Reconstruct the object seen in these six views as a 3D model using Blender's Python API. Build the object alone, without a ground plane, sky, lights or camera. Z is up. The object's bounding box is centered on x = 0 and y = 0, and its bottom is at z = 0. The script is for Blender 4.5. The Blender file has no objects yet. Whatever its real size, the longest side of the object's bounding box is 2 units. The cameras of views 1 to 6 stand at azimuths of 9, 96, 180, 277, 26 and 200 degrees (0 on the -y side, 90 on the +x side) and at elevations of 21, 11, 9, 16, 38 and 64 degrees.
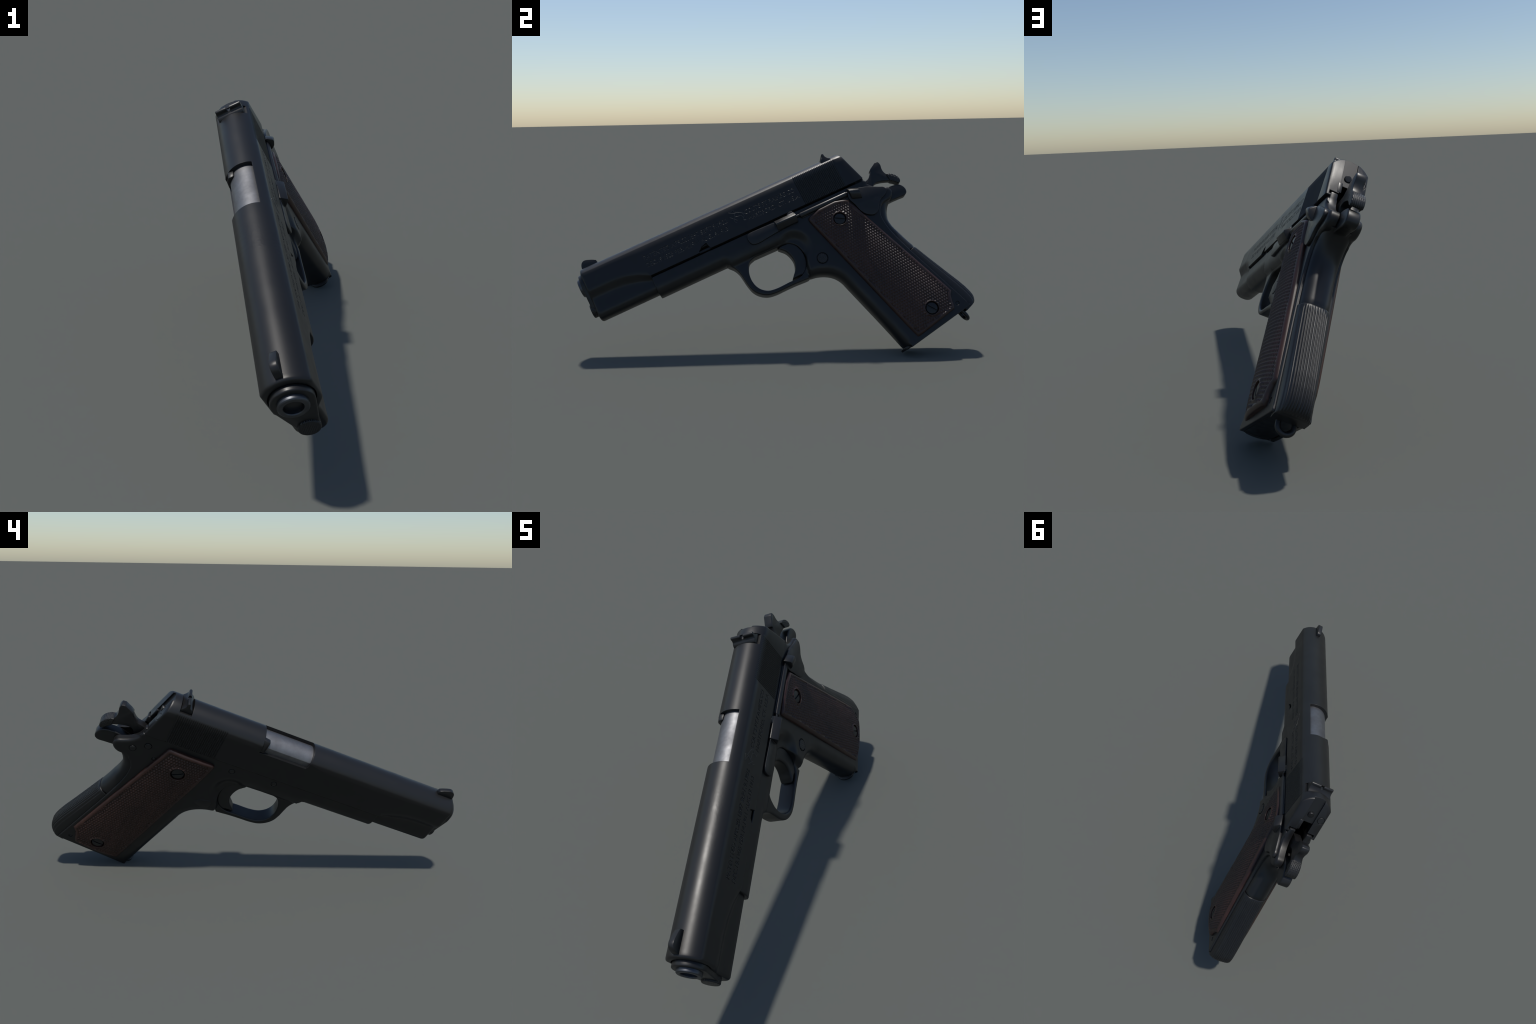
"""Large service pistol standing nose-down on the toe of its grip.

Everything is modelled in the gun's own frame and then posed:
  x  along the bore, muzzle crown at x = 0, rear of the gun at negative x
  y  to the gun's left,  z  up, bore axis at y = z = 0
"""
import bpy, bmesh, math
import numpy as np
from mathutils import Matrix, Vector
from mathutils.geometry import delaunay_2d_cdt

rng = np.random.default_rng(1911)

# ---------------------------------------------------------------- pose
POSE = Matrix((( 0.28797,  0.89533, -0.33980,  0.21175),
               (-0.88276,  0.11063, -0.45661, -0.98124),
               (-0.37122,  0.43145,  0.82222,  0.33477),
               (0, 0, 0, 1)))

# ---------------------------------------------------------------- materials
def new_mat(name):
    m = bpy.data.materials.new(name)
    m.use_nodes = True
    nt = m.node_tree
    nt.nodes.clear()
    out = nt.nodes.new("ShaderNodeOutputMaterial")
    p = nt.nodes.new("ShaderNodeBsdfPrincipled")
    nt.links.new(p.outputs[0], out.inputs[0])
    return m, nt, p

def node(nt, kind, **kw):
    n = nt.nodes.new(kind)
    for k, v in kw.items():
        if k.startswith("i_"):
            key = k[2:].replace("_", " ")
            n.inputs[key].default_value = v
        else:
            setattr(n, k, v)
    return n

def ramp(nt, fac, stops):
    r = nt.nodes.new("ShaderNodeValToRGB")
    el = r.color_ramp.elements
    while len(el) < len(stops):
        el.new(0.5)
    for e, (pos, col) in zip(el, stops):
        e.position = pos
        e.color = (*col, 1) if len(col) == 3 else col
    nt.links.new(fac, r.inputs[0])
    return r.outputs[0]

def g(v):
    return (v, v, v)

def steel(name, lo, hi, r_lo, r_hi, bump=0.02, bevel=0.003, metallic=1.0, scale=9.0, spec=0.5, pits=False):
    """Blued steel: cloudy tone and gloss, a little grain, edges softened in shading."""
    m, nt, p = new_mat(name)
    tc = node(nt, "ShaderNodeTexCoord")
    n1 = node(nt, "ShaderNodeTexNoise", i_Scale=scale, i_Detail=6.0, i_Roughness=0.62)
    n2 = node(nt, "ShaderNodeTexNoise", i_Scale=170.0, i_Detail=3.0)
    nt.links.new(tc.outputs["Object"], n1.inputs["Vector"])
    nt.links.new(tc.outputs["Object"], n2.inputs["Vector"])
    nt.links.new(ramp(nt, n1.outputs["Fac"], [(0.32, lo), (0.68, hi)]), p.inputs["Base Color"])
    rr = ramp(nt, n1.outputs["Fac"], [(0.35, g(r_hi)), (0.65, g(r_lo))])
    nt.links.new(rr, p.inputs["Roughness"])
    p.inputs["Metallic"].default_value = metallic
    p.inputs["Specular IOR Level"].default_value = spec
    bv = node(nt, "ShaderNodeBevel", samples=4)
    bv.inputs["Radius"].default_value = bevel
    bp = node(nt, "ShaderNodeBump")
    bp.inputs["Strength"].default_value = bump
    bp.inputs["Distance"].default_value = 0.002
    nt.links.new(n2.outputs["Fac"], bp.inputs["Height"])
    nt.links.new(bv.outputs[0], bp.inputs["Normal"])
    last = bp
    if pits:       # scattered handling dents: patches of coarse grain
        n3 = node(nt, "ShaderNodeTexNoise", i_Scale=62.0, i_Detail=2.0)
        n4 = node(nt, "ShaderNodeTexNoise", i_Scale=4.2, i_Detail=1.0)
        for q in (n3, n4):
            nt.links.new(tc.outputs["Object"], q.inputs["Vector"])
        mask = ramp(nt, n4.outputs["Fac"], [(0.56, g(0.0)), (0.66, g(1.0))])
        mul = node(nt, "ShaderNodeMath", operation="MULTIPLY")
        nt.links.new(n3.outputs["Fac"], mul.inputs[0])
        nt.links.new(mask, mul.inputs[1])
        b2 = node(nt, "ShaderNodeBump")
        b2.inputs["Strength"].default_value = 0.10
        b2.inputs["Distance"].default_value = 0.004
        nt.links.new(mul.outputs[0], b2.inputs["Height"])
        nt.links.new(bp.outputs[0], b2.inputs["Normal"])
        last = b2
    nt.links.new(last.outputs[0], p.inputs["Normal"])
    return m, nt, p, bp

STEEL, *_ = steel("blued_steel", (0.0080, 0.0080, 0.0082), (0.0102, 0.0101, 0.0103), 0.37, 0.44, pits=True, metallic=0.0, spec=0.41)
STEEL_SMALL, *_ = steel("blued_steel_small_parts", (0.0085, 0.0085, 0.0088), (0.0120, 0.0120, 0.0124), 0.35, 0.45, scale=30, metallic=0.0, spec=0.42)
BARREL, *_ = steel("bright_barrel_steel", (0.15, 0.152, 0.160), (0.235, 0.237, 0.245), 0.52, 0.62, scale=14, bump=0.01)
MUZZLE, *_ = steel("muzzle_steel", (0.085, 0.09, 0.10), (0.105, 0.11, 0.12), 0.42, 0.50, scale=20)
LETTER, *_ = steel("engraved_letter_steel", (0.032, 0.032, 0.032), (0.040, 0.040, 0.040), 0.36, 0.44, bevel=0.0012, metallic=0.0, spec=0.5)  # blued steel lightened in base colour to paint the light caught by groove edges

# checkered end of small parts (hammer spur, magazine catch, plug): crossed fine cuts as grain
def checkered(name, base, freq):
    m, nt, p, bp = steel(name, g(base), g(base * 1.25), 0.38, 0.46, scale=30, metallic=0.0, spec=0.42)
    tc = node(nt, "ShaderNodeTexCoord")
    h = None
    for ang in (45, -45):
        mp = node(nt, "ShaderNodeMapping")
        mp.inputs["Rotation"].default_value = (0, math.radians(ang), math.radians(ang))
        w = node(nt, "ShaderNodeTexWave", i_Scale=freq)
        nt.links.new(tc.outputs["Object"], mp.inputs[0])
        nt.links.new(mp.outputs[0], w.inputs[0])
        if h is None:
            h = w
        else:
            mul = node(nt, "ShaderNodeMath", operation="MULTIPLY")
            nt.links.new(h.outputs["Fac"], mul.inputs[0])
            nt.links.new(w.outputs["Fac"], mul.inputs[1])
    nt.links.new(mul.outputs[0], bp.inputs["Height"])
    bp.inputs["Strength"].default_value = 0.8
    return m

CHECK = checkered("checkered_steel", 0.010, 55.0)

def grip_material():
    m, nt, p = new_mat("brown_grip_plastic")
    tc = node(nt, "ShaderNodeTexCoord")
    n1 = node(nt, "ShaderNodeTexNoise", i_Scale=5.0, i_Detail=5.0)
    mp = node(nt, "ShaderNodeMapping")
    mp.inputs["Rotation"].default_value = (0, math.radians(18), 0)
    mp.inputs["Scale"].default_value = (60, 60, 6)
    n2 = node(nt, "ShaderNodeTexNoise", i_Scale=1.0, i_Detail=4.0)
    nt.links.new(tc.outputs["Object"], n1.inputs["Vector"])
    nt.links.new(tc.outputs["Object"], mp.inputs[0])
    nt.links.new(mp.outputs[0], n2.inputs["Vector"])
    a = ramp(nt, n1.outputs["Fac"], [(0.35, (0.025, 0.0112, 0.0086)), (0.65, (0.040, 0.0165, 0.0118))])
    b = ramp(nt, n2.outputs["Fac"], [(0.3, g(0.75)), (0.7, g(1.15))])
    mx = node(nt, "ShaderNodeMix", data_type="RGBA", blend_type="MULTIPLY")
    mx.inputs["Factor"].default_value = 1.0
    nt.links.new(a, mx.inputs["A"])
    nt.links.new(b, mx.inputs["B"])
    nt.links.new(mx.outputs["Result"], p.inputs["Base Color"])
    p.inputs["Roughness"].default_value = 0.42
    p.inputs["Specular IOR Level"].default_value = 0.40
    bv = node(nt, "ShaderNodeBevel", samples=4)
    bv.inputs["Radius"].default_value = 0.0015
    nt.links.new(bv.outputs[0], p.inputs["Normal"])
    return m

GRIP = grip_material()

# ---------------------------------------------------------------- object helpers
ROOT = bpy.data.objects.new("pistol", None)
bpy.context.scene.collection.objects.link(ROOT)
ROOT.empty_display_size = 0.2
ROOT["label"] = "dark blued steel pistol with checkered brown grips"
ROOT["category"] = "pistol"

def link(name, me, mat=None, parent=None, smooth=38.0):
    me.validate()
    ob = bpy.data.objects.new(name, me)
    bpy.context.scene.collection.objects.link(ob)
    if mat is not None:
        me.materials.clear()
        me.materials.append(mat)
    ob["_parent"] = parent or ""
    shade(me, smooth)
    return ob

def shade(me, ang):
    for p in me.polygons:
        p.use_smooth = True
    me.set_sharp_from_angle(angle=math.radians(ang))

def from_bm(bm, name, mat=None, smooth=38.0):
    bmesh.ops.remove_doubles(bm, verts=bm.verts, dist=1e-6)
    bmesh.ops.recalc_face_normals(bm, faces=bm.faces)
    me = bpy.data.meshes.new(name)
    bm.to_mesh(me)
    bm.free()
    return link(name, me, mat, smooth=smooth)

def apply_mods(ob, smooth=38.0):
    dg = bpy.context.evaluated_depsgraph_get()
    me = bpy.data.meshes.new_from_object(ob.evaluated_get(dg))
    old = ob.data
    ob.modifiers.clear()
    ob.data = me
    bpy.data.meshes.remove(old)
    shade(me, smooth)
    return ob

def cut(ob, *cutters, op="DIFFERENCE", smooth=38.0):
    for c in cutters:
        md = ob.modifiers.new("cut", "BOOLEAN")
        md.operation = op
        md.solver = "EXACT"
        md.object = c
    apply_mods(ob, smooth)
    for c in cutters:
        bpy.data.objects.remove(c, do_unlink=True)
    return ob

def bevel(ob, w, seg=2, ang=30, smooth=38.0):
    md = ob.modifiers.new("bevel", "BEVEL")
    md.width = w
    md.segments = seg
    md.limit_method = "ANGLE"
    md.angle_limit = math.radians(ang)
    md.use_clamp_overlap = True
    return apply_mods(ob, smooth)

def join(ob, *others, smooth=38.0):
    bm = bmesh.new()
    for o in (ob, *others):
        bm.from_mesh(o.data)
    bm.to_mesh(ob.data)
    bm.free()
    for o in others:
        bpy.data.objects.remove(o, do_unlink=True)
    shade(ob.data, smooth)
    return ob

def prism(name, outline, y0, y1, mat=None, bev=0.0, seg=2, axis="y", smooth=38.0):
    """Solid with the given outline.  axis y: outline in (x, z); axis x: outline in (y, z)."""
    bm = bmesh.new()
    lo, hi = [], []
    for a, b in outline:
        if axis == "y":
            lo.append(bm.verts.new((a, y0, b)))
            hi.append(bm.verts.new((a, y1, b)))
        else:
            lo.append(bm.verts.new((y0, a, b)))
            hi.append(bm.verts.new((y1, a, b)))
    n = len(lo)
    bm.faces.new(lo)
    bm.faces.new(hi)
    for i in range(n):
        bm.faces.new((lo[i], lo[(i + 1) % n], hi[(i + 1) % n], hi[i]))
    ob = from_bm(bm, name, mat, smooth)
    if bev:
        bevel(ob, bev, seg, smooth=smooth)
    return ob

def box(x0, x1, y0, y1, z0, z1, name="cutter"):
    return prism(name, [(x0, z0), (x1, z0), (x1, z1), (x0, z1)], y0, y1)

def lathe(name, prof, centre, axis, mat=None, n=40, smooth=38.0):
    """Revolve (radius, offset) pairs about an axis 'x' or 'y' through centre."""
    bm = bmesh.new()
    c = Vector(centre)
    rings = []
    for r, o in prof:
        ring = []
        for i in range(n):
            a = 2 * math.pi * i / n
            u, v = r * math.cos(a), r * math.sin(a)
            ring.append(bm.verts.new(c + (Vector((o, u, v)) if axis == "x" else Vector((u, o, v)))))
        rings.append(ring)
    for r0, r1 in zip(rings, rings[1:]):
        for i in range(n):
            bm.faces.new((r0[i], r0[(i + 1) % n], r1[(i + 1) % n], r1[i]))
    if prof[0] != prof[-1]:
        bm.faces.new(rings[0])
        bm.faces.new(rings[-1])
    return from_bm(bm, name, mat, smooth)

def loft(name, rings, mat=None, smooth=38.0):
    bm = bmesh.new()
    vs = [[bm.verts.new(p) for p in ring] for ring in rings]
    n = len(vs[0])
    for r0, r1 in zip(vs, vs[1:]):
        for i in range(n):
            bm.faces.new((r0[i], r0[(i + 1) % n], r1[(i + 1) % n], r1[i]))
    bm.faces.new(vs[0])
    bm.faces.new(vs[-1])
    return from_bm(bm, name, mat, smooth)

def spline(pts, step=0.008, closed=True):
    """Catmull-Rom through points; a third entry 'c' makes that point a corner."""
    n = len(pts)
    P = [np.array(p[:2], float) for p in pts]
    corner = [len(p) > 2 and p[2] == "c" for p in pts]
    out = []
    for i in range(n if closed else n - 1):
        p1, p2 = P[i], P[(i + 1) % n]
        p0 = P[i - 1] if not corner[i] and (closed or i > 0) else 2 * p1 - p2
        p3 = P[(i + 2) % n] if not corner[(i + 1) % n] and (closed or i + 2 < n) else 2 * p2 - p1
        L = np.linalg.norm(p2 - p1)
        straight = corner[i] and corner[(i + 1) % n]
        k = max(1, int(round(L / step)))
        d0 = max(np.linalg.norm(p1 - p0), 1e-6)
        d2 = max(np.linalg.norm(p3 - p2), 1e-6)
        for j in range(k):
            t = j / k
            if straight:
                q = p1 + (p2 - p1) * t
            else:
                m1 = ((p1 - p0) / d0 + (p2 - p1) / L) / 2 * min(L, 2.0 * d0)
                m2 = ((p3 - p2) / d2 + (p2 - p1) / L) / 2 * min(L, 2.0 * d2)
                h = (2*t**3 - 3*t**2 + 1, t**3 - 2*t**2 + t, -2*t**3 + 3*t**2, t**3 - t**2)
                q = h[0]*p1 + h[1]*m1 + h[2]*p2 + h[3]*m2
            out.append((float(q[0]), float(q[1])))
    if not closed:
        out.append(tuple(map(float, P[-1])))
    return out

def fillet(pts, step=0.008, n=6):
    """Polygon with rounded corners, points are (x, z, corner radius)."""
    out = []
    N = len(pts)
    for i in range(N):
        p = np.array(pts[i][:2]); a = np.array(pts[i-1][:2]); b = np.array(pts[(i+1) % N][:2])
        u, v = (a - p), (b - p)
        lu, lv = np.linalg.norm(u), np.linalg.norm(v)
        u, v = u / lu, v / lv
        half = math.acos(max(-1, min(1, float(u @ v)))) / 2
        t = min(pts[i][2] / math.tan(half), lu * 0.48, lv * 0.48)
        q0, q1 = p + u * t, p + v * t
        for k in range(n + 1):
            w = k / n
            out.append((1-w)**2 * q0 + 2*w*(1-w) * p + w*w * q1)
    res = []
    for i, p in enumerate(out):
        q = out[(i+1) % len(out)]
        L = np.linalg.norm(q - p)
        if L < 1e-5:
            continue
        k = max(1, int(L / step))
        res += [tuple(map(float, p + (q - p) * j / k)) for j in range(k)]
    return res

def circle(cx, cz, r, n=32, a0=0.0):
    return [(cx + r * math.cos(a0 + 2*math.pi*i/n), cz + r * math.sin(a0 + 2*math.pi*i/n)) for i in range(n)]

def rounded(x0, x1, z0, z1, r, n=5):
    out = []
    for cx, cz, a in ((x1-r, z1-r, 0), (x0+r, z1-r, 90), (x0+r, z0+r, 180), (x1-r, z0+r, 270)):
        for i in range(n + 1):
            t = math.radians(a + 90*i/n)
            out.append((cx + r*math.cos(t), cz + r*math.sin(t)))
    return out

# -------- plates whose two faces follow a thickness rule over the side view
def seg_dist(P, loops):
    """Distance of every point to the loops, and index of the nearest segment start."""
    A = np.concatenate([np.array(l) for l in loops])
    B = np.concatenate([np.roll(np.array(l), -1, 0) for l in loops])
    D = np.full(len(P), 1e9)
    I = np.zeros(len(P), int)
    for s in range(len(A)):
        ab = B[s] - A[s]
        t = np.clip(((P - A[s]) @ ab) / max(ab @ ab, 1e-12), 0, 1)
        d = np.linalg.norm(P - (A[s] + t[:, None] * ab), axis=1)
        m = d < D
        D[m] = d[m]
        I[m] = s
    return D, I

def inside(P, loops):
    c = np.zeros(len(P), bool)
    for l in loops:
        L = np.array(l)
        M = np.roll(L, -1, 0)
        for (xa, za), (xb, zb) in zip(L, M):
            m = ((za > P[:, 1]) != (zb > P[:, 1]))
            if abs(zb - za) > 1e-12:
                c ^= m & (P[:, 0] < (xb - xa) * (P[:, 1] - za) / (zb - za) + xa)
    return c

def triangulate(loops, extra):
    pts, edges = [], []
    for l in loops:
        b = len(pts)
        pts += [tuple(p) for p in l]
        edges += [(b + i, b + (i + 1) % len(l)) for i in range(len(l))]
    nb = len(pts)
    pts += [tuple(p) for p in extra]
    V, E, F, *_ = delaunay_2d_cdt([Vector(p) for p in pts], edges, [], 0, 1e-7)
    V = np.array([tuple(v) for v in V])
    F = np.array([f for f in F if len(f) == 3])
    cen = V[F].mean(1)
    F = F[inside(cen, loops)]
    return V, F

def plate(name, loops, rim, base, mat=None, grid=0.008, extra=None, two_sided=True, floor=None, smooth=38.0):
    """loops: outline and holes (x, z).  rim(i)->(radius, drop) rounds the edge at boundary point i.
    base(x, z) -> half thickness.  One-sided plates run from y=floor to y=base."""
    allp = np.concatenate([np.array(l) for l in loops])
    rr = np.array([rim(x, z) for x, z in allp])
    nxt = np.concatenate([np.roll(np.arange(len(l)), -1) + o for l, o in
                          zip(loops, np.cumsum([0] + [len(l) for l in loops[:-1]]))])
    prv = np.concatenate([np.roll(np.arange(len(l)), 1) + o for l, o in
                          zip(loops, np.cumsum([0] + [len(l) for l in loops[:-1]]))])
    tang = allp[nxt] - allp[prv]
    tang /= np.linalg.norm(tang, axis=1)[:, None] + 1e-12
    nor = np.stack([-tang[:, 1], tang[:, 0]], 1)
    flip = ~inside(allp + nor * 1e-4, loops)
    nor[flip] *= -1
    pts = []
    for k in (0.03, 0.12, 0.26, 0.45, 0.7, 1.0):
        q = allp + nor * (rr[:, :1] * k)
        d, _ = seg_dist(q, loops)
        ok = inside(q, loops) & (d > rr[:, 0] * k * 0.93)
        pts.append(q[ok])
    ring = np.concatenate(pts)
    if extra is None:
        x0, z0 = allp.min(0)
        x1, z1 = allp.max(0)
        gx, gz = np.meshgrid(np.arange(x0, x1, grid), np.arange(z0, z1, grid))
        q = np.stack([gx.ravel(), gz.ravel()], 1)
        q[:, 0] += (np.arange(len(q)) // gx.shape[1] % 2) * grid * 0.5
        q = q[inside(q, loops)]
        d, i = seg_dist(q, loops)
        extra = q[d > rr[i, 0] + grid * 0.4]
    pts = np.concatenate([ring, extra])
    # thin out near duplicates
    key = np.round(pts / 0.0006).astype(int)
    _, u = np.unique(key, axis=0, return_index=True)
    V, F = triangulate(loops, pts[np.sort(u)])
    d, i = seg_dist(V, loops)
    H = base(V[:, 0], V[:, 1])
    re, dp = rr[i, 0], rr[i, 1]
    k = np.clip(d / np.maximum(re, 1e-6), 0, 1)
    H = H - np.minimum(dp, H * 0.97 if two_sided else dp) * (1 - np.sqrt(1 - (1 - k) ** 2))
    bm = bmesh.new()
    top = [bm.verts.new((p[0], h, p[1])) for p, h in zip(V, H)]
    bot = [bm.verts.new((p[0], -h if two_sided else floor, p[1])) for p, h in zip(V, H)]
    cnt = {}
    for a, b, c in F:
        bm.faces.new((top[a], top[b], top[c]))
        bm.faces.new((bot[c], bot[b], bot[a]))
        for e in ((a, b), (b, c), (c, a)):
            cnt[tuple(sorted(e))] = cnt.get(tuple(sorted(e)), 0) + 1
    for (a, b), n in cnt.items():
        if n == 1:
            bm.faces.new((top[a], top[b], bot[b], bot[a]))
    return from_bm(bm, name, mat, smooth)

def sstep(a, b, x):
    t = np.clip((x - a) / (b - a), 0, 1)
    return t * t * (3 - 2 * t)

# ================================================================ SLIDE
R_TOP, W = 0.0908, 0.0772          # radius of the round top, half width of the flats
Z_EDGE = math.sqrt(R_TOP**2 - W**2)
BOT = -0.107
TUN = 0.053                        # half width of the recoil spring tunnel
SC_X = [-0.36, -0.351, -0.285, -0.216, -0.15, -0.03]
SC_TOP = [BOT, BOT + 0.001, -0.069, -0.048, -0.043, -0.046]
SC_LOW = [BOT - 0.03, BOT - 0.025, -0.114, -0.100, -0.094, -0.092]

def rear_face_x(z):
    return -1.4985 - (0.062 - z) * 0.300

def slide_half(x, serr=0.0, inset=0.0):
    """Half section from the top centre down to the bottom centre as (y, z)."""
    r, w = R_TOP - inset, W - inset
    ang = math.asin(w / r)
    pts = [(r * math.sin(ang * i / 14), r * math.cos(ang * i / 14)) for i in range(15)]
    pts = [(min(y, w - serr), z) for y, z in pts]
    front = x > -0.3505
    zt = float(np.interp(x, SC_X, SC_TOP)) if front else BOT + inset
    zl = float(np.interp(x, SC_X, SC_LOW))
    ze = r * math.cos(ang)
    for i in range(1, 7):
        pts.append((w - serr, ze + (zt - ze) * i / 6))
    if front:
        for i in range(1, 8):
            t = i / 7
            s = t * t * (3 - 2 * t)
            pts.append((w + (TUN - inset - w) * (0.35 * math.sin(t * math.pi / 2) + 0.65 * s), zt + (zl - zt) * t))
        tw, zb, za = TUN - inset, -0.199 + inset, -0.158
        for i in range(1, 4):
            pts.append((tw, zl + (za - zl) * i / 3))
        for i in range(1, 11):
            a = math.pi / 2 * i / 10
            pts.append((tw * math.cos(a) ** 0.8 if i < 10 else 0.0, za + (zb - za) * math.sin(a)))
    else:
        for i in range(1, 21):
            pts.append(((w - serr) * (1 - i / 20), zt))
    return pts

def slide_ring(x, serr=0.0, inset=0.0, shear=False, back=0.0):
    h = slide_half(x, serr, inset)
    full = h + [(-y, z) for y, z in reversed(h[1:-1])]
    return [((rear_face_x(z) + back) if shear else x, y, z) for y, z in full]

rings = []
for dx, ins in ((0.0, 0.010), (0.0012, 0.006), (0.004, 0.0025), (0.008, 0.0006), (0.012, 0.0)):
    rings.append(slide_ring(-0.034 - dx, inset=ins))
for x in np.linspace(-0.055, -0.15, 7):
    rings.append(slide_ring(x))
for x in np.linspace(-0.16, -0.35, 24):
    rings.append(slide_ring(x))
rings.append(slide_ring(-0.3506))
for x in (-0.5, -0.7, -0.9, -1.1, -1.20):
    rings.append(slide_ring(x))
S0, S1, NS, DEP = -1.2125, -1.4535, 26, 0.0036
pitch = (S1 - S0) / NS
for i in range(NS):
    x = S0 + pitch * i
    rings += [slide_ring(x), slide_ring(x + pitch * 0.10), slide_ring(x + pitch * 0.50, serr=DEP),
              slide_ring(x + pitch * 0.60, serr=DEP)]
rings.append(slide_ring(-1.458))
for b, ins in ((0.010, 0.0), (0.005, 0.0006), (0.0022, 0.002), (0.0, 0.005)):
    rings.append(slide_ring(-1.5, inset=ins, shear=True, back=b))
slide = loft("slide", rings, STEEL)

# ejection port: opens over the top right, lower front corner rounded
port = prism("cutter", spline([(-1.046, 0.012, "c"), (-1.046, 0.2, "c"), (-0.803, 0.2, "c"), (-0.801, 0.066),
                               (-0.806, 0.026), (-0.812, 0.013, "c")], 0.01), -0.2, 0.0455)
cut(slide, port)
# hammer slot in the rear face, and the deep opening below the firing pin stop
def sheared(y0, y1, z0, z1, d0, d1):
    return prism("cutter", [(rear_face_x(z0) + d1, z0), (rear_face_x(z0) - d0, z0),
                            (rear_face_x(z1) - d0, z1), (rear_face_x(z1) + d1, z1)], y0, y1)
cut(slide, sheared(-0.0285, 0.0265, -0.2, 0.2, 0.05, 0.0095), sheared(-0.0285, 0.0265, -0.2, -0.039, 0.05, 0.13))
# rails channel under the slide, stop notch, bushing seat, rear sight dovetail
cut(slide, box(-1.62, -0.352, -0.046, 0.046, -0.2, -0.083))
cut(slide, box(-1.62, -0.352, -0.0635, 0.0635, -0.096, -0.0815))
cut(slide, prism("cutter", [(-0.615, -0.12), (-0.619, -0.098), (-0.640, -0.080), (-0.668, -0.073), (-0.678, -0.105), (-0.679, -0.12)], 0.062, 0.1))
cut(slide, lathe("cutter", [(0.0705, -0.053), (0.0705, 0.02)], (0, 0, 0), "x"))
cut(slide, prism("cutter", [(-1.3925, 0.062), (-1.390, 0.2), (-1.450, 0.2), (-1.4475, 0.062)], -0.2, 0.2))
# small step where the right wall meets the extractor
extractor = prism("extractor", [(-1.049, 0.014), (-1.024, 0.014), (-1.020, 0.05), (-1.016, 0.070), (-1.049, 0.074)], -0.0765, -0.052, STEEL_SMALL, 0.004)
for v in extractor.data.vertices:      # lean the claw in to follow the round of the slide
    if v.co.z > 0.045:
        v.co.y += (v.co.z - 0.045) * 0.72

firing_pin = lathe("firing_pin", [(0.0145, 0.004), (0.0145, -0.005), (0.0128, -0.0072), (0.004, -0.0076)],
                   (rear_face_x(0.002) + 0.0095, 0.001, 0.002), "x", STEEL_SMALL)
stop_tab = sheared(0.018, 0.036, -0.078, -0.030, 0.0012, 0.012)
stop_tab.name = "firing_pin_stop"
stop_tab.data.materials.append(STEEL_SMALL)
bevel(stop_tab, 0.003)
ext_end = lathe("extractor", [(0.0155, 0.01), (0.0155, 0.0006), (0.0145, -0.0004)], (rear_face_x(-0.004), -0.0545, -0.004), "x", STEEL_SMALL)
ring_cut = lathe("cutter", [(0.0172, 0.004), (0.0172, -0.02)], (rear_face_x(-0.004), -0.0545, -0.004), "x")
for o_ in (ext_end, ring_cut):
    for v in o_.data.vertices:
        v.co.x += 0.300 * (v.co.z + 0.004)
cut(slide, ring_cut)

front_sight = prism("front_sight", spline([(-0.0445, 0.080, "c"), (-0.0465, 0.102), (-0.053, 0.119), (-0.064, 0.1285),
              (-0.076, 0.1300), (-0.092, 0.1255), (-0.120, 0.1135), (-0.1275, 0.108), (-0.130, 0.080, "c")], 0.005), -0.0115, 0.0115, STEEL_SMALL, 0.002)
rear_sight = prism("rear_sight", spline([(-1.396, 0.060, "c"), (-1.394, 0.076, "c"), (-1.4005, 0.0855), (-1.4125, 0.0935),
              (-1.4145, 0.110), (-1.419, 0.1135), (-1.427, 0.1115), (-1.4285, 0.098), (-1.4345, 0.086), (-1.4465, 0.072, "c"), (-1.444, 0.060, "c")], 0.005),
              -0.056, 0.056, STEEL_SMALL, 0.003)
cut(rear_sight, prism("cutter", [(-0.0075, 0.14)] + [(0.0075 * math.cos(math.radians(180 + 18*i)), 0.103 + 0.0075 * math.sin(math.radians(180 + 18*i))) for i in range(11)] + [(0.0075, 0.14)],
    -1.5, -1.3, axis="x"))

# ---- engraved lines on the left flat (roll marks)
def lettering(text, x_left, x_right, z_base, height, name="roll_mark_line"):
    cu = bpy.data.curves.new("text", "FONT")
    cu.body = text
    cu.size = 1.0
    cu.extrude = 0.02
    ob = bpy.data.objects.new("text", cu)
    bpy.context.scene.collection.objects.link(ob)
    dg = bpy.context.evaluated_depsgraph_get()
    me = bpy.data.meshes.new_from_object(ob.evaluated_get(dg))
    bpy.data.objects.remove(ob, do_unlink=True)
    co = np.array([v.co[:] for v in me.vertices])
    lo, hi = co.min(0), co.max(0)
    cap = 0.70
    sx = (x_left - x_right) / (hi[0] - lo[0])
    for v in me.vertices:
        v.co = (x_left - (v.co.x - lo[0]) * sx, W + v.co.z * 0.11, z_base + v.co.y / cap * height)
    o = link(name, me, LETTER, smooth=20)
    md = slide.modifiers.new("engrave", "BOOLEAN")
    md.operation = "DIFFERENCE"
    md.solver = "EXACT"
    md.material_mode = "TRANSFER"
    md.object = o
    apply_mods(slide)
    bpy.data.objects.remove(o, do_unlink=True)
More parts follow.
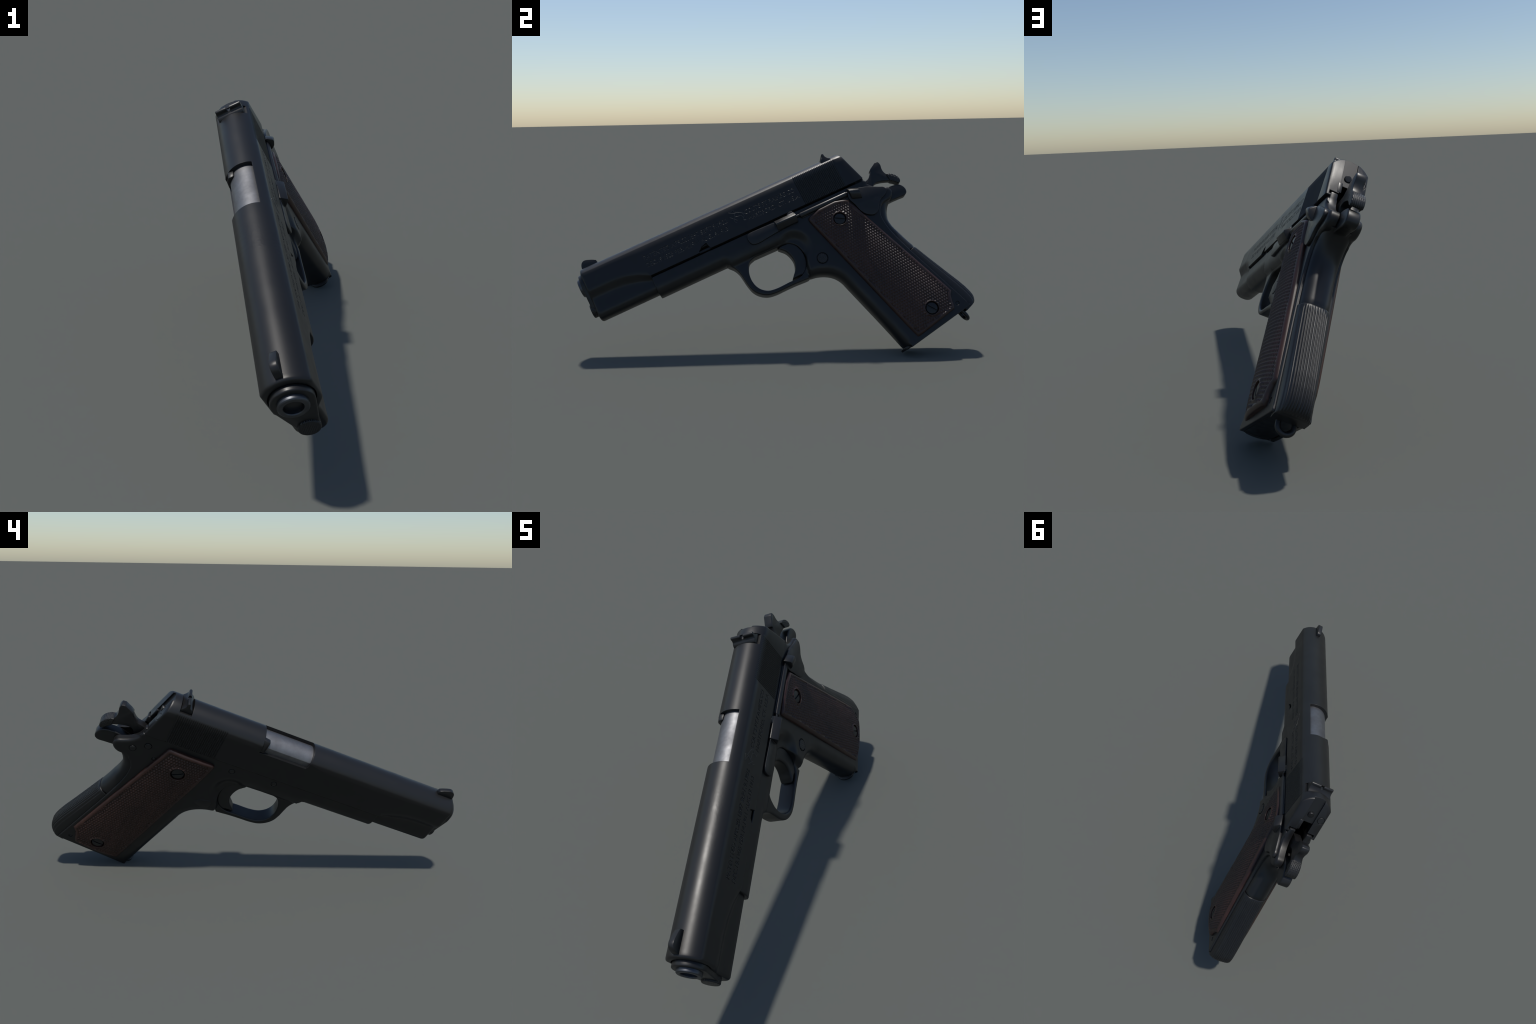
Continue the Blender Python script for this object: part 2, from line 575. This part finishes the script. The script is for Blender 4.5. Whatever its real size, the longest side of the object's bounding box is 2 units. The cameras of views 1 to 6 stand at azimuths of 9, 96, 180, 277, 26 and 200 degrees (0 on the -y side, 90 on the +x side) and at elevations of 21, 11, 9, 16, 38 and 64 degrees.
for line in [("PATENTED APR.20.1897 SEPT.9.1902", -0.352, -0.812, -0.022, 0.0235),
          ("DEC.19.1905 FEB.14.1911 AUG.19.1913", -0.352, -0.800, -0.062, 0.0235),
          ("COLT'S PT.F.A.MFG.CO", -0.912, -1.196, -0.020, 0.0225),
          ("HARTFORD, CT. U.S.A", -0.918, -1.203, -0.059, 0.0225)]:
    lettering(*line)

# prancing horse with a broken spear, drawn as thin raised strokes
def strokes(name, lines, r, y, mat):
    bm = bmesh.new()
    for ln in lines:
        P = spline([p for p in ln], 0.004, closed=False)
        L, Rr = [], []
        for i, p in enumerate(P):
            a = np.array(P[max(i-1, 0)]); b = np.array(P[min(i+1, len(P)-1)])
            d = (b - a) / (np.linalg.norm(b - a) + 1e-9)
            n = np.array((-d[1], d[0])) * r
            L.append([bm.verts.new((p[0]+n[0], yy, p[1]+n[1])) for yy in (W - 0.001, y)])
            Rr.append([bm.verts.new((p[0]-n[0], yy, p[1]-n[1])) for yy in (W - 0.001, y)])
        for i in range(len(P)-1):
            bm.faces.new((L[i][1], L[i+1][1], Rr[i+1][1], Rr[i][1]))
            bm.faces.new((L[i][0], L[i+1][0], L[i+1][1], L[i][1]))
            bm.faces.new((Rr[i][0], Rr[i+1][0], Rr[i+1][1], Rr[i][1]))
    return from_bm(bm, name, mat)
emblem = strokes("emblem", [
    [(-0.836, 0.022), (-0.856, 0.010), (-0.868, 0.002)],
    [(-0.832, -0.004), (-0.850, -0.022), (-0.862, -0.034)],
    [(-0.848, 0.020), (-0.862, 0.026), (-0.866, 0.012), (-0.880, 0.004), (-0.898, -0.006), (-0.912, -0.022)],
    [(-0.866, 0.008), (-0.858, -0.012), (-0.872, -0.016), (-0.890, -0.020), (-0.896, -0.040)],
    [(-0.898, -0.008), (-0.904, -0.022), (-0.892, -0.046), (-0.904, -0.052)],
    [(-0.860, -0.010), (-0.846, -0.030), (-0.854, -0.046)]], 0.0011, W + 0.0008, LETTER)

# ================================================================ BARREL GROUP
barrel = lathe("barrel", [(0.0300, -0.20), (0.0300, -0.0025), (0.0325, 0.0), (0.0430, 0.0), (0.0465, -0.003), (0.0475, -0.008), (0.0475, -0.30), (0.0300, -0.30), (0.0300, -0.20)],
               (0, 0, 0.001), "x", MUZZLE, 56)
plug_in = lathe("bore", [(0.0305, -0.16), (0.0305, -0.165)], (0, 0, 0.001), "x", STEEL_SMALL)
chamber = loft("chamber", [[(x, max(0.0748 * math.sin(a), -0.0630), 0.0748 * math.cos(a)) for a in np.linspace(0, 2 * math.pi, 120, endpoint=False)] for x in (-1.048, -0.79)], BARREL, smooth=25)
def hull(pts):
    pts = sorted(set(pts))
    def half(ps):
        h = []
        for p in ps:
            while len(h) > 1 and (h[-1][0]-h[-2][0])*(p[1]-h[-2][1]) - (h[-1][1]-h[-2][1])*(p[0]-h[-2][0]) <= 0:
                h.pop()
            h.append(p)
        return h
    a, b = half(pts), half(pts[::-1])
    return a[:-1] + b[:-1]
bushing = prism("barrel_bushing", hull(circle(0, 0, 0.0665, 56) + circle(0, -0.112, 0.038, 32)), -0.060, -0.0150, STEEL_SMALL, 0.005, 3, axis="x")
plug = lathe("recoil_spring_plug", [(0.0365, -0.06), (0.0365, -0.0125), (0.0335, -0.0085), (0.001, -0.0075)], (0, 0, -0.131), "x", CHECK, 40)

# ================================================================ FRAME
F_W = 0.0665
top_z = -0.1150
frame_out = spline([
    (-0.348, top_z, "c"), (-0.348, -0.203, "c"), (-0.352, -0.2165, "c"), (-0.700, -0.2175, "c"), (-0.716, -0.2155, "c"),
    (-0.7165, -0.2200, "c"), (-0.738, -0.2390), (-0.755, -0.2720), (-0.762, -0.3100), (-0.768, -0.3520), (-0.780, -0.3920), (-0.805, -0.4240), (-0.840, -0.4450),
    (-0.880, -0.4520), (-0.940, -0.4520), (-1.000, -0.4530), (-1.045, -0.4560), (-1.080, -0.4570), (-1.110, -0.4620), (-1.155, -0.4810),
    (-1.188, -0.5080), (-1.2090, -0.5420), (-1.222, -0.5850), (-1.300, -0.8550), (-1.330, -0.9650), (-1.338, -0.9860, "c"),
    (-1.362, -0.9880, "c"), (-1.685, -0.9360, "c"), (-1.7235, -0.9290, "c"),
    (-1.655, -0.7380), (-1.588, -0.5500), (-1.556, -0.4500), (-1.541, -0.3800), (-1.541, -0.3250), (-1.556, -0.2900), (-1.590, -0.2700),
    (-1.625, -0.2650), (-1.648, -0.2480), (-1.657, -0.2220), (-1.648, -0.2020), (-1.623, -0.1900), (-1.590, -0.1720), (-1.564, -0.1450), (-1.5495, top_z, "c")], 0.009)
guard_hole = spline([
    (-0.860, -0.2385, "c"), (-0.828, -0.2500), (-0.805, -0.2890), (-0.797, -0.3300), (-0.802, -0.3690), (-0.819, -0.4000), (-0.848, -0.4225), (-0.885, -0.4305),
    (-0.960, -0.4300), (-1.030, -0.4275), (-1.058, -0.4120), (-1.083, -0.3850), (-1.097, -0.3500), (-1.095, -0.3150), (-1.083, -0.2790), (-1.060, -0.2540), (-1.030, -0.2430), (-0.995, -0.2410, "c")], 0.008)

def frame_half(x, z):
    q = np.clip((-0.166 - z) / 0.066, 0, 1)
    low = 0.0395 + (F_W - 0.0395) * np.sqrt(1 - q ** 2)         # rounded underside down to the guard bow
    qd = np.clip((-0.160 - z) / 0.0585, 0, 1)
    dust = 0.004 + (F_W - 0.004) * np.sqrt(1 - qd ** 2) ** 0.9
    full = np.full_like(x, F_W)
    # thumb scoop around the trigger
    r = np.hypot(x + 1.062, (z + 0.285))
    scoop = 0.040 + (F_W - 0.040) * sstep(0.046, 0.098, r)
    scoop = np.where(z < -0.345, np.maximum(scoop, F_W * sstep(-0.345, -0.375, z)), scoop)
    back = sstep(-1.066, -1.090, x + (z + 0.42) * 0.18)        # behind this the full width grip frame starts
    zone = sstep(-0.98, -1.06, x)
    upper = low * (1 - zone) + np.maximum(low, scoop) * zone
    up = np.minimum(np.where(z > -0.40, scoop, full), np.where(x > -1.10, np.maximum(low, np.where(x < -1.03, scoop, 0)), full))
    h = low * (1 - back) + np.minimum(full, np.where(z > -0.38, scoop, full)) * back
    h = np.where(x > -1.0, low, np.where((x <= -1.0) & (z > -0.36), np.minimum(upper, np.maximum(scoop, 0.038)), h))
    dc = sstep(-0.735, -0.712, x)
    h = h * (1 - dc) + np.minimum(h, dust) * dc
    return h

def frame_rim(x, z):
    if z > top_z - 0.004:
        return (0.004, 0.003)
    if x > -0.3485:
        return (0.004, 0.003)
    if x > -0.7165 and z < -0.2:
        return (0.034, 0.0)
    if x > -1.062 and z > -0.46 and x < -0.716 and z < -0.223:
        return (0.009, 0.008)
    if -1.39 < x < -1.062 and z < -0.44 and z > -0.9875 and (x > -1.352):
        return (0.046, 0.052)
    if z < -0.92:
        return (0.003, 0.002)
    if x < -1.56 and z > -0.30:
        return (0.016, 0.014)
    return (0.006, 0.005)

frame = plate("frame", [frame_out, guard_hole], frame_rim, frame_half, STEEL, grid=0.0075)
# hammer slot between the ears, magazine well, seat of the magazine catch, pin seats
cut(frame, prism("cutter", [(-1.42, 0.0), (-1.42, -0.20), (-1.575, -0.26), (-1.60, -0.34), (-1.80, -0.34), (-1.80, 0.0)], -0.0285, 0.0275))
def along_bottom(s, n):
    """Point s along the butt from its toe, n below the butt plane."""
    d = Vector((-0.323, 0, 0.052)).normalized()
    nn = Vector((-d.z, 0, d.x)) * (1 if d.x < 0 else -1)
    p = Vector((-1.362, 0, -0.988)) + d * s - nn * (-n)
    return p
bot_dir = np.array([-0.323, 0.052]); bot_dir = bot_dir / np.linalg.norm(bot_dir)
bot_nor = np.array([bot_dir[1], -bot_dir[0]])       # candidate normal
if bot_nor[1] > 0:
    bot_nor = -bot_nor
def butt(s, n):
    p = np.array([-1.362, -0.988]) + bot_dir * s + bot_nor * n
    return (float(p[0]), float(p[1]))
cut(frame, prism("cutter", [butt(-0.008, 0.05), butt(0.300, 0.05), butt(0.300, -0.016), butt(-0.008, -0.016)], -0.0525, 0.0525))
cut(frame, lathe("cutter", [(0.0300, 0.060), (0.0300, 0.1)], (-1.165, 0, -0.397), "y"))
# rails that ride in the slide
rail = box(-1.546, -0.353, -0.0435, 0.0435, -0.13, -0.0855, "rail")
rail2 = box(-1.543, -0.353, -0.0605, 0.0605, -0.0945, -0.0855, "rail")
bevel(rail2, 0.002)
ear_post = prism("ear", [(-1.549, -0.088), (-1.50, -0.088), (-1.50, -0.16), (-1.58, -0.17), (-1.563, -0.145), (-1.552, -0.115)], 0.0275, 0.058)
ear_post2 = prism("ear", [(-1.549, -0.088), (-1.50, -0.088), (-1.50, -0.16), (-1.58, -0.17), (-1.563, -0.145), (-1.552, -0.115)], -0.058, -0.0285)
cut(rail, box(-1.7, -1.40, -0.0285, 0.0275, -0.2, 0.0))
cut(rail2, box(-1.7, -1.40, -0.0285, 0.0275, -0.2, 0.0))
bevel(ear_post, 0.006); bevel(ear_post2, 0.006)
join(frame, rail, rail2, ear_post, ear_post2)

PINS = []
def pin(x, z, r, side, proud=0.0025, name="pin"):
    s = 1 if side == "left" else -1
    b = s * F_W
    cut(frame, lathe("cutter", [(r * 1.18, b - s * 0.0035), (r * 1.18, b + s * 0.05)], (x, 0, z), "y", n=24))
    o = lathe(name, [(r, b - s * 0.012), (r, b + s * (proud - 0.0025)), (r * 0.8, b + s * (proud - 0.0006)), (r * 0.3, b + s * proud)], (x, 0, z), "y", STEEL_SMALL, 24)
    PINS.append(o)
pin(-0.898, -0.143, 0.0125, "right")
pin(-1.108, -0.154, 0.0125, "right")
pin(-1.567, -0.213, 0.0145, "right", 0.004)
pin(-1.507, -0.174, 0.0150, "right", 0.004)
pin(-1.459, -0.235, 0.0085, "right", 0.001)
pin(-1.667, -0.894, 0.0090, "right", -0.0015)
pin(-1.667, -0.894, 0.0090, "left", -0.0015)
shade(frame.data, 38)

magazine_catch = lathe("magazine_catch", [(0.0262, 0.055), (0.0262, 0.0655), (0.0240, 0.0685), (0.001, 0.0690)], (-1.165, 0, -0.397), "y", CHECK, 40)
catch_right = prism("magazine_catch", spline([(-1.118, -0.375), (-1.175, -0.385), (-1.195, -0.405), (-1.165, -0.425), (-1.125, -0.42)], 0.008), -0.0677, -0.06, STEEL_SMALL, 0.001)

# ---- trigger
trigger = plate("trigger", [spline([(-0.996, -0.2400, "c"), (-1.020, -0.2380), (-1.050, -0.2455), (-1.074, -0.2640), (-1.090, -0.2980), (-1.095, -0.3350), (-1.088, -0.3750), (-1.065, -0.4080),
                 (-1.040, -0.4230, "c"), (-0.986, -0.4235, "c"), (-0.998, -0.4090), (-1.022, -0.3800), (-1.034, -0.3450), (-1.031, -0.3100), (-1.018, -0.2780), (-1.000, -0.2580), (-0.990, -0.2480, "c")], 0.007)],
                 lambda x, z: (0.010, 0.010) if x > -1.04 else (0.003, 0.003), lambda x, z: np.full_like(x, 0.0335), STEEL_SMALL, grid=0.009)

# ================================================================ HAMMER AND SAFETIES
ham_body = prism("hammer", spline([(-1.520, -0.130, "c"), (-1.560, -0.114), (-1.588, -0.106), (-1.606, -0.090), (-1.6190, -0.0740, "c"), (-1.6160, -0.0700, "c"), (-1.6250, -0.0620), (-1.6625, -0.0405, "c"), (-1.6780, -0.0420, "c"), (-1.6830, -0.0520),
                 (-1.6845, -0.0640), (-1.6800, -0.0860), (-1.681, -0.1060), (-1.6890, -0.1240), (-1.7030, -0.1320, "c"), (-1.7030, -0.1730, "c"), (-1.690, -0.1650), (-1.670, -0.1560), (-1.640, -0.1460), (-1.615, -0.1430), (-1.594, -0.1520),
                 (-1.560, -0.230, "c"), (-1.515, -0.210, "c")], 0.006), -0.0190, 0.0190, STEEL_SMALL, 0.0025, 2)
spur = prism("hammer_spur", spline([(-1.686, -0.1240, "c"), (-1.706, -0.1310), (-1.7240, -0.1460), (-1.7350, -0.1650), (-1.7375, -0.1850), (-1.7300, -0.1960), (-1.7190, -0.1930), (-1.705, -0.1780), (-1.688, -0.1650, "c")], 0.005),
             -0.0255, 0.0255, CHECK, 0.006, 3)

GS_BACK = [(-1.6310, -0.5400), (-1.6090, -0.4820), (-1.5940, -0.4380), (-1.5810, -0.4000), (-1.5760, -0.3560), (-1.5870, -0.3200), (-1.6030, -0.2940), (-1.6270, -0.2700), (-1.650, -0.260)]
GS_SEAM = [(-1.5600, -0.5490), (-1.5400, -0.4900), (-1.5250, -0.4320), (-1.5150, -0.3800), (-1.5170, -0.3250), (-1.5350, -0.2800), (-1.5550, -0.2550), (-1.5750, -0.2400), (-1.595, -0.235)]
bk, sm = np.array(spline([(*p,) for p in GS_BACK], 0.012, False)), None
sk = np.linspace(0, 1, len(bk))
kb = np.linspace(0, 1, len(GS_SEAM))
seg_len = np.concatenate([[0], np.cumsum(np.linalg.norm(np.diff(np.array(GS_BACK), axis=0), axis=1))])
cur_len = np.concatenate([[0], np.cumsum(np.linalg.norm(np.diff(bk, axis=0), axis=1))])
sm = np.stack([np.interp(cur_len / cur_len[-1], seg_len / seg_len[-1], np.array(GS_SEAM)[:, i]) for i in (0, 1)], 1)
rings = []
for i, (b_, s_) in enumerate(zip(bk, sm)):
    hw = 0.0560
    ring = []
    for k in range(41):
        u = -1 + k / 20
        shp = 0.30 + 0.70 * (1 - abs(u) ** 2.4) ** 0.5
        if i == 0:
            shp -= 0.05
        p = s_ + (b_ - s_) * shp
        ring.append((p[0], hw * math.copysign(abs(u) ** 0.9, u), p[1]))
    for u in (1, 0, -1):
        ring.append((s_[0], hw * 0.98 * u, s_[1]))
    rings.append(ring)
grip_safety = loft("grip_safety", rings, STEEL, smooth=50)
tang = prism("grip_safety", spline([(-1.585, -0.215, "c"), (-1.640, -0.196), (-1.690, -0.196), (-1.7200, -0.2050), (-1.7350, -0.2230), (-1.7400, -0.2430), (-1.7360, -0.2590), (-1.7220, -0.2690),
             (-1.690, -0.2690), (-1.650, -0.2680), (-1.615, -0.2700), (-1.585, -0.270, "c")], 0.006), -0.0245, 0.0245, STEEL, 0.009, 3)
join(grip_safety, tang)

thumb = prism("thumb_safety", spline([(-1.440, -0.140), (-1.475, -0.140), (-1.530, -0.152), (-1.600, -0.184), (-1.622, -0.196), (-1.629, -0.216), (-1.612, -0.234), (-1.573, -0.252), (-1.556, -0.270), (-1.541, -0.294),
              (-1.512, -0.308), (-1.474, -0.290), (-1.455, -0.262), (-1.442, -0.215), (-1.430, -0.180)], 0.007), 0.062, 0.0795, STEEL_SMALL, 0.004, 2)
lug = prism("lug", [(0.072, -0.131), (0.083, -0.133), (0.1045, -0.150), (0.1060, -0.160), (0.0985, -0.180), (0.085, -0.193), (0.072, -0.196)], -1.4925, -1.4415, None, 0.0035, 2, axis="x")
for v in lug.data.vertices:
    v.co.z += (v.co.x + 1.466) * 0.36
join(thumb, lug)

stop_lever = prism("slide_stop", spline([(-0.866, -0.150), (-0.872, -0.128), (-0.890, -0.1215), (-1.030, -0.1250, "c"), (-1.098, -0.1250, "c"), (-1.104, -0.1120), (-1.114, -0.1070), (-1.134, -0.1090, "c"), (-1.143, -0.1300, "c"),
                 (-1.138, -0.1740, "c"), (-1.030, -0.1770), (-0.960, -0.1840), (-0.900, -0.1890), (-0.876, -0.1800)], 0.008), 0.062, 0.0785, STEEL_SMALL, 0.003, 2)
thumb_piece = prism("slide_stop", [(0.066, -0.119), (0.0800, -0.1200), (0.1040, -0.1420), (0.1035, -0.1490), (0.0830, -0.1735), (0.066, -0.1750)], -1.1400, -1.0260, None, 0.0020, 2, axis="x")
join(stop_lever, thumb_piece)

plunger = loft("plunger_tube", [[(x, 0.0715 + r * math.cos(a) * 0.95, -0.1475 + r * math.sin(a)) for a in np.linspace(0, 2*math.pi, 24, endpoint=False)]
               for x, r in ((-1.160, 0.009), (-1.1625, 0.0125), (-1.168, 0.0140), (-1.424, 0.0140), (-1.4295, 0.0125), (-1.432, 0.009))], STEEL_SMALL)
plunger_base = box(-1.425, -1.166, 0.06, 0.072, -0.166, -0.130, "plunger_tube")
bevel(plunger_base, 0.004)
pins_rod = lathe("rod", [(0.0065, -1.450), (0.0065, -1.138)], (0, 0.074, -0.1440), "x", None, 16)
join(plunger, plunger_base, pins_rod)

# ================================================================ MAINSPRING HOUSING
A0, A1 = np.array([-1.5860, -0.5535]), np.array([-1.7225, -0.9310])
ax = (A1 - A0) / np.linalg.norm(A1 - A0)
back = np.array([ax[1], -ax[0]])
if back[0] > 0:
    back = -back
LEN = np.linalg.norm(A1 - A0)
HW = 0.0590
def arch(s):
    """Height of the arched back over the seam."""
    return float(np.interp(s, [0, 0.10, 0.20, 0.28, 0.325, 0.355, 0.375, 0.390, 0.400, 0.4075], [0.0455, 0.0525, 0.0605, 0.0675, 0.0690, 0.0675, 0.0640, 0.0570, 0.0485, 0.0360]))
rings = []
NY = 181
for s, drop in [(0.0, 0.004), (0.0015, 0.0015), (0.005, 0.0)] + [(v, 0.0) for v in np.linspace(0.012, LEN - 0.006, 44)] + [(LEN, 0.0), (LEN + 0.0045, 0.0), (LEN + 0.006, 0.004)]:
    D = arch(s) - drop
    ring = []
    for i in range(NY):
        u = -1 + 2 * i / (NY - 1)
        shape = (1 - abs(u) ** 3.2) ** 0.55
        d = 0.002 + (D - 0.002) * shape
        fade = float(np.clip((s - 0.006) / 0.02, 0, 1))
        if abs(u) < 0.92:
            tri = abs(((u * HW / 0.0090) % 1.0) - 0.5) * 2
            d -= 0.0034 * fade * (1 - min(1.0, tri * 1.35)) * float(np.clip((0.92 - abs(u)) / 0.04, 0, 1))
        p = A0 + ax * s + back * d
        ring.append((p[0], HW * math.copysign(abs(u) ** 0.92, u), p[1]))
    for u in (1.0, 0.0, -1.0):
        p = A0 + ax * s - back * 0.03
        ring.append((p[0], HW * 0.97 * u, p[1]))
    rings.append(ring)
housing = loft("mainspring_housing", rings, STEEL, smooth=50)

loop_bm = bmesh.new()
path = [(0.027, 0.030)] + [(0.027 * math.cos(math.radians(a)), -0.018 + 0.027 * math.sin(math.radians(a)) * 0.95) for a in range(0, -181, -12)] + [(-0.027, 0.030)]
vr = []
for i, (a, b) in enumerate(path):
    q0, q1 = np.array(path[max(i-1, 0)]), np.array(path[min(i+1, len(path)-1)])
    d = (q1 - q0) / np.linalg.norm(q1 - q0)
    n = np.array((-d[1], d[0]))
    ring = []
    for k in range(14):
        t = 2 * math.pi * k / 14
        y = a + n[0] * 0.0095 * math.cos(t)
        w = b + n[1] * 0.0095 * math.cos(t)
        o = 0.0095 * math.sin(t)
        # hangs slightly back from the butt
        ring.append(loop_bm.verts.new((-1.684 + w * 0.26 + o * 0.96, y, -0.940 + w * 0.97 - o * 0.26)))
    vr.append(ring)
for r0, r1 in zip(vr, vr[1:]):
    for k in range(14):
        loop_bm.faces.new((r0[k], r0[(k+1) % 14], r1[(k+1) % 14], r1[k]))
lanyard = from_bm(loop_bm, "lanyard_loop", STEEL_SMALL)

# ================================================================ MAGAZINE
plate_out = [butt(0.292, 0.0), butt(0.292, -0.012), butt(-0.050, -0.012), butt(-0.050, 0.0015), butt(-0.01, 0.0035), butt(0.03, -0.0035)]
floor_plate = prism("magazine", [butt(0.295, -0.003), butt(0.295, -0.013), butt(-0.010, -0.013), butt(-0.010, -0.003)], -0.0485, 0.0485, STEEL_SMALL)
lip_rings = []
for n in (-0.018, -0.004):
    ring = []
    for i in range(25):
        t = math.pi * i / 24
        s = 0.006 - 0.050 * math.sin(t) ** 0.7
        p = butt(s, n)
        ring.append((p[0], 0.047 * math.cos(t), p[1]))
    lip_rings.append(ring)
lip = loft("magazine", lip_rings, STEEL_SMALL)
bevel(lip, 0.003, 2)
join(floor_plate, lip)
floor_plate.name = "magazine"

# ================================================================ GRIP PANELS
SCREWS = [(-1.334, -0.255), (-1.533, -0.862)]
HEEL = [(-1.6720, -0.8260, 0.002), (-1.6560, -0.8450, 0.012), (-1.6470, -0.8720, 0.012), (-1.6440, -0.8930, 0.012), (-1.6370, -0.9125, 0.002)]
left_outline = [(-1.1860, -0.1800, 0.020), (-1.2600, -0.1600, 0.040), (-1.3520, -0.1570, 0.030), (-1.4200, -0.1730, 0.030), (-1.4620, -0.2850, 0.020)] + HEEL + [(-1.4060, -0.9600, 0.003)]
right_outline = [(-1.1870, -0.1500, 0.020), (-1.4170, -0.1420, 0.018)] + HEEL + [(-1.4080, -0.9500, 0.003)]
GA = math.radians(18.2)
g_axis = np.array([-math.sin(GA), -math.cos(GA)])
g_side = np.array([math.cos(GA), -math.sin(GA)])
G0 = np.array([-1.330, -0.25])
DX, DZ = 0.01305, 0.0290            # one checkering diamond: width and height

def grip_surface(x, z, front=0.0155):
    rel = np.stack([x, z], -1) - G0
    c = rel @ g_side
    a = rel @ g_axis
    h = 0.0955 - np.where(c > 0, front, 0.0155) * np.clip(np.abs(c) / 0.13, 0, 1.3) ** 2.5
    h = h - 0.0055 * np.clip((a - 0.58) / 0.13, 0, 1) ** 2 - 0.006 * np.clip((-a + 0.02) / 0.12, 0, 1) ** 2
    return h

def grip_panel(outline, front=0.0155):
    out = fillet(outline, 0.008)
    holes = [circle(x, z, 0.0335, 36) for x, z in SCREWS]
    loops = [out] + holes
    pts, low = [], []
    ns = int(0.6 / DX) + 4
    xs, zs = -1.43, -0.55
    for i in range(-90, 91):
        for j in range(-90, 91):
            # lattice in half steps: (i+j) even corners and peaks
            x = xs + (i - j) * DX / 2
            z = zs + (i + j) * DZ / 2
            if not (-1.70 < x < -1.17 and -0.98 < z < -0.12):
                continue
            pts.append((x, z)); low.append(1)
            pts.append((x, z + DZ / 2)); low.append(0)
            pts.append((x + DX / 4, z + DZ / 4)); low.append(1)
            pts.append((x - DX / 4, z + DZ / 4)); low.append(1)
    pts = np.array(pts); low = np.array(low)
    ins = inside(pts, loops)
    pts, low = pts[ins], low[ins]
    d, _ = seg_dist(pts, [out])
    dh = np.min([np.hypot(pts[:, 0] - sx, pts[:, 1] - sz) for sx, sz in SCREWS], 0)
    ok = (d > 0.0170) & (dh > 0.0395)
    pts, low = pts[ok], low[ok]
    def surf(x, z):
        h = grip_surface(x, z, front)
        P = np.stack([x, z], 1)
        dd, _ = seg_dist(P, [out])
        hh = np.min([np.hypot(x - sx, z - sz) for sx, sz in SCREWS], 0)
        u = (x - xs) / DX + (z - zs) / DZ
        v = (x - xs) / DX - (z - zs) / DZ
        peak = 2 * np.minimum(np.abs(u - np.round(u)), np.abs(v - np.round(v)))
        return h - 0.0045 * (1 - peak) * ((dd > 0.0160) & (hh > 0.0385))
    # plain points carrying the smooth border
    b1 = []
    A = np.array(out)
    T = np.roll(A, -1, 0) - np.roll(A, 1, 0)
    T /= np.linalg.norm(T, axis=1)[:, None]
    N = np.stack([-T[:, 1], T[:, 0]], 1)
    N[~inside(A + N * 1e-3, loops)] *= -1
    for k in (0.0132,):
        q = A + N * k
        dd, _ = seg_dist(q, [out])
        b1.append(q[(dd > k * 0.95) & inside(q, loops)])
    for sx, sz in SCREWS:
        b1.append(np.array(circle(sx, sz, 0.0365, 36)))
    extra = np.concatenate([pts] + b1)
    return plate("grip_panel", loops, lambda x, z: (0.0125, 0.011) if min(math.hypot(x - a, z - b) for a, b in SCREWS) > 0.034 else (0.0015, 0.0015),
                 surf, GRIP, extra=extra, two_sided=False, floor=0.060, smooth=22)

def mirror_y(ob):
    for v in ob.data.vertices:
        v.co.y = -v.co.y
    ob.data.flip_normals()
    return ob
panel_left = grip_panel(left_outline)
panel_right = mirror_y(grip_panel(right_outline, 0.0135))

def grip_screw(x, z, slot_deg):
    """Slotted screw head modelled at the origin of its own mesh."""
    ybase = float(grip_surface(np.array([x]), np.array([z]))[0])
    o = lathe("grip_screw", [(0.0295, 0.06), (0.0295, ybase - 0.0085), (0.0275, ybase - 0.0055), (0.018, ybase - 0.0038), (0.002, ybase - 0.0030)], (x, 0, z), "y", STEEL_SMALL, 40)
    a = math.radians(slot_deg)
    c, s = math.cos(a), math.sin(a)
    w, L = 0.0036, 0.06
    q = [(x + c*u - s*v, z + s*u + c*v) for u, v in ((-L, -w), (L, -w), (L, w), (-L, w))]
    return cut(o, prism("cutter", q, ybase - 0.0105, 0.2))
screws_l = [grip_screw(*SCREWS[0], 30), grip_screw(*SCREWS[1], 55)]
screws_r = [mirror_y(grip_screw(*SCREWS[0], 30)), mirror_y(grip_screw(*SCREWS[1], -8))]

# ================================================================ ASSEMBLY
def place(ob, parent, name=None):
    if name:
        ob.name = name
    if ob.data.materials and ob.data.materials[0] is None:
        ob.data.materials.clear()
    if not ob.data.materials:
        ob.data.materials.append(STEEL_SMALL)
    if "_parent" in ob:
        del ob["_parent"]
    ob.parent = parent
    ob.matrix_parent_inverse.identity()
    ob.matrix_basis = POSE.copy() if parent is ROOT else Matrix.Identity(4)

for ob in (slide, frame, barrel, bushing, plug, trigger, ham_body, grip_safety, thumb, stop_lever, plunger, magazine_catch, housing, floor_plate, panel_left, panel_right):
    place(ob, ROOT)
for ob in (extractor, firing_pin, stop_tab, ext_end, front_sight, rear_sight, emblem):
    place(ob, slide)
for ob in (plug_in, chamber):
    place(ob, barrel)
for ob in PINS:
    place(ob, frame)
place(catch_right, magazine_catch)
place(spur, ham_body)
place(lanyard, housing)
for ob in screws_l:
    place(ob, panel_left)
for ob in screws_r:
    place(ob, panel_right)
bpy.context.view_layer.update()
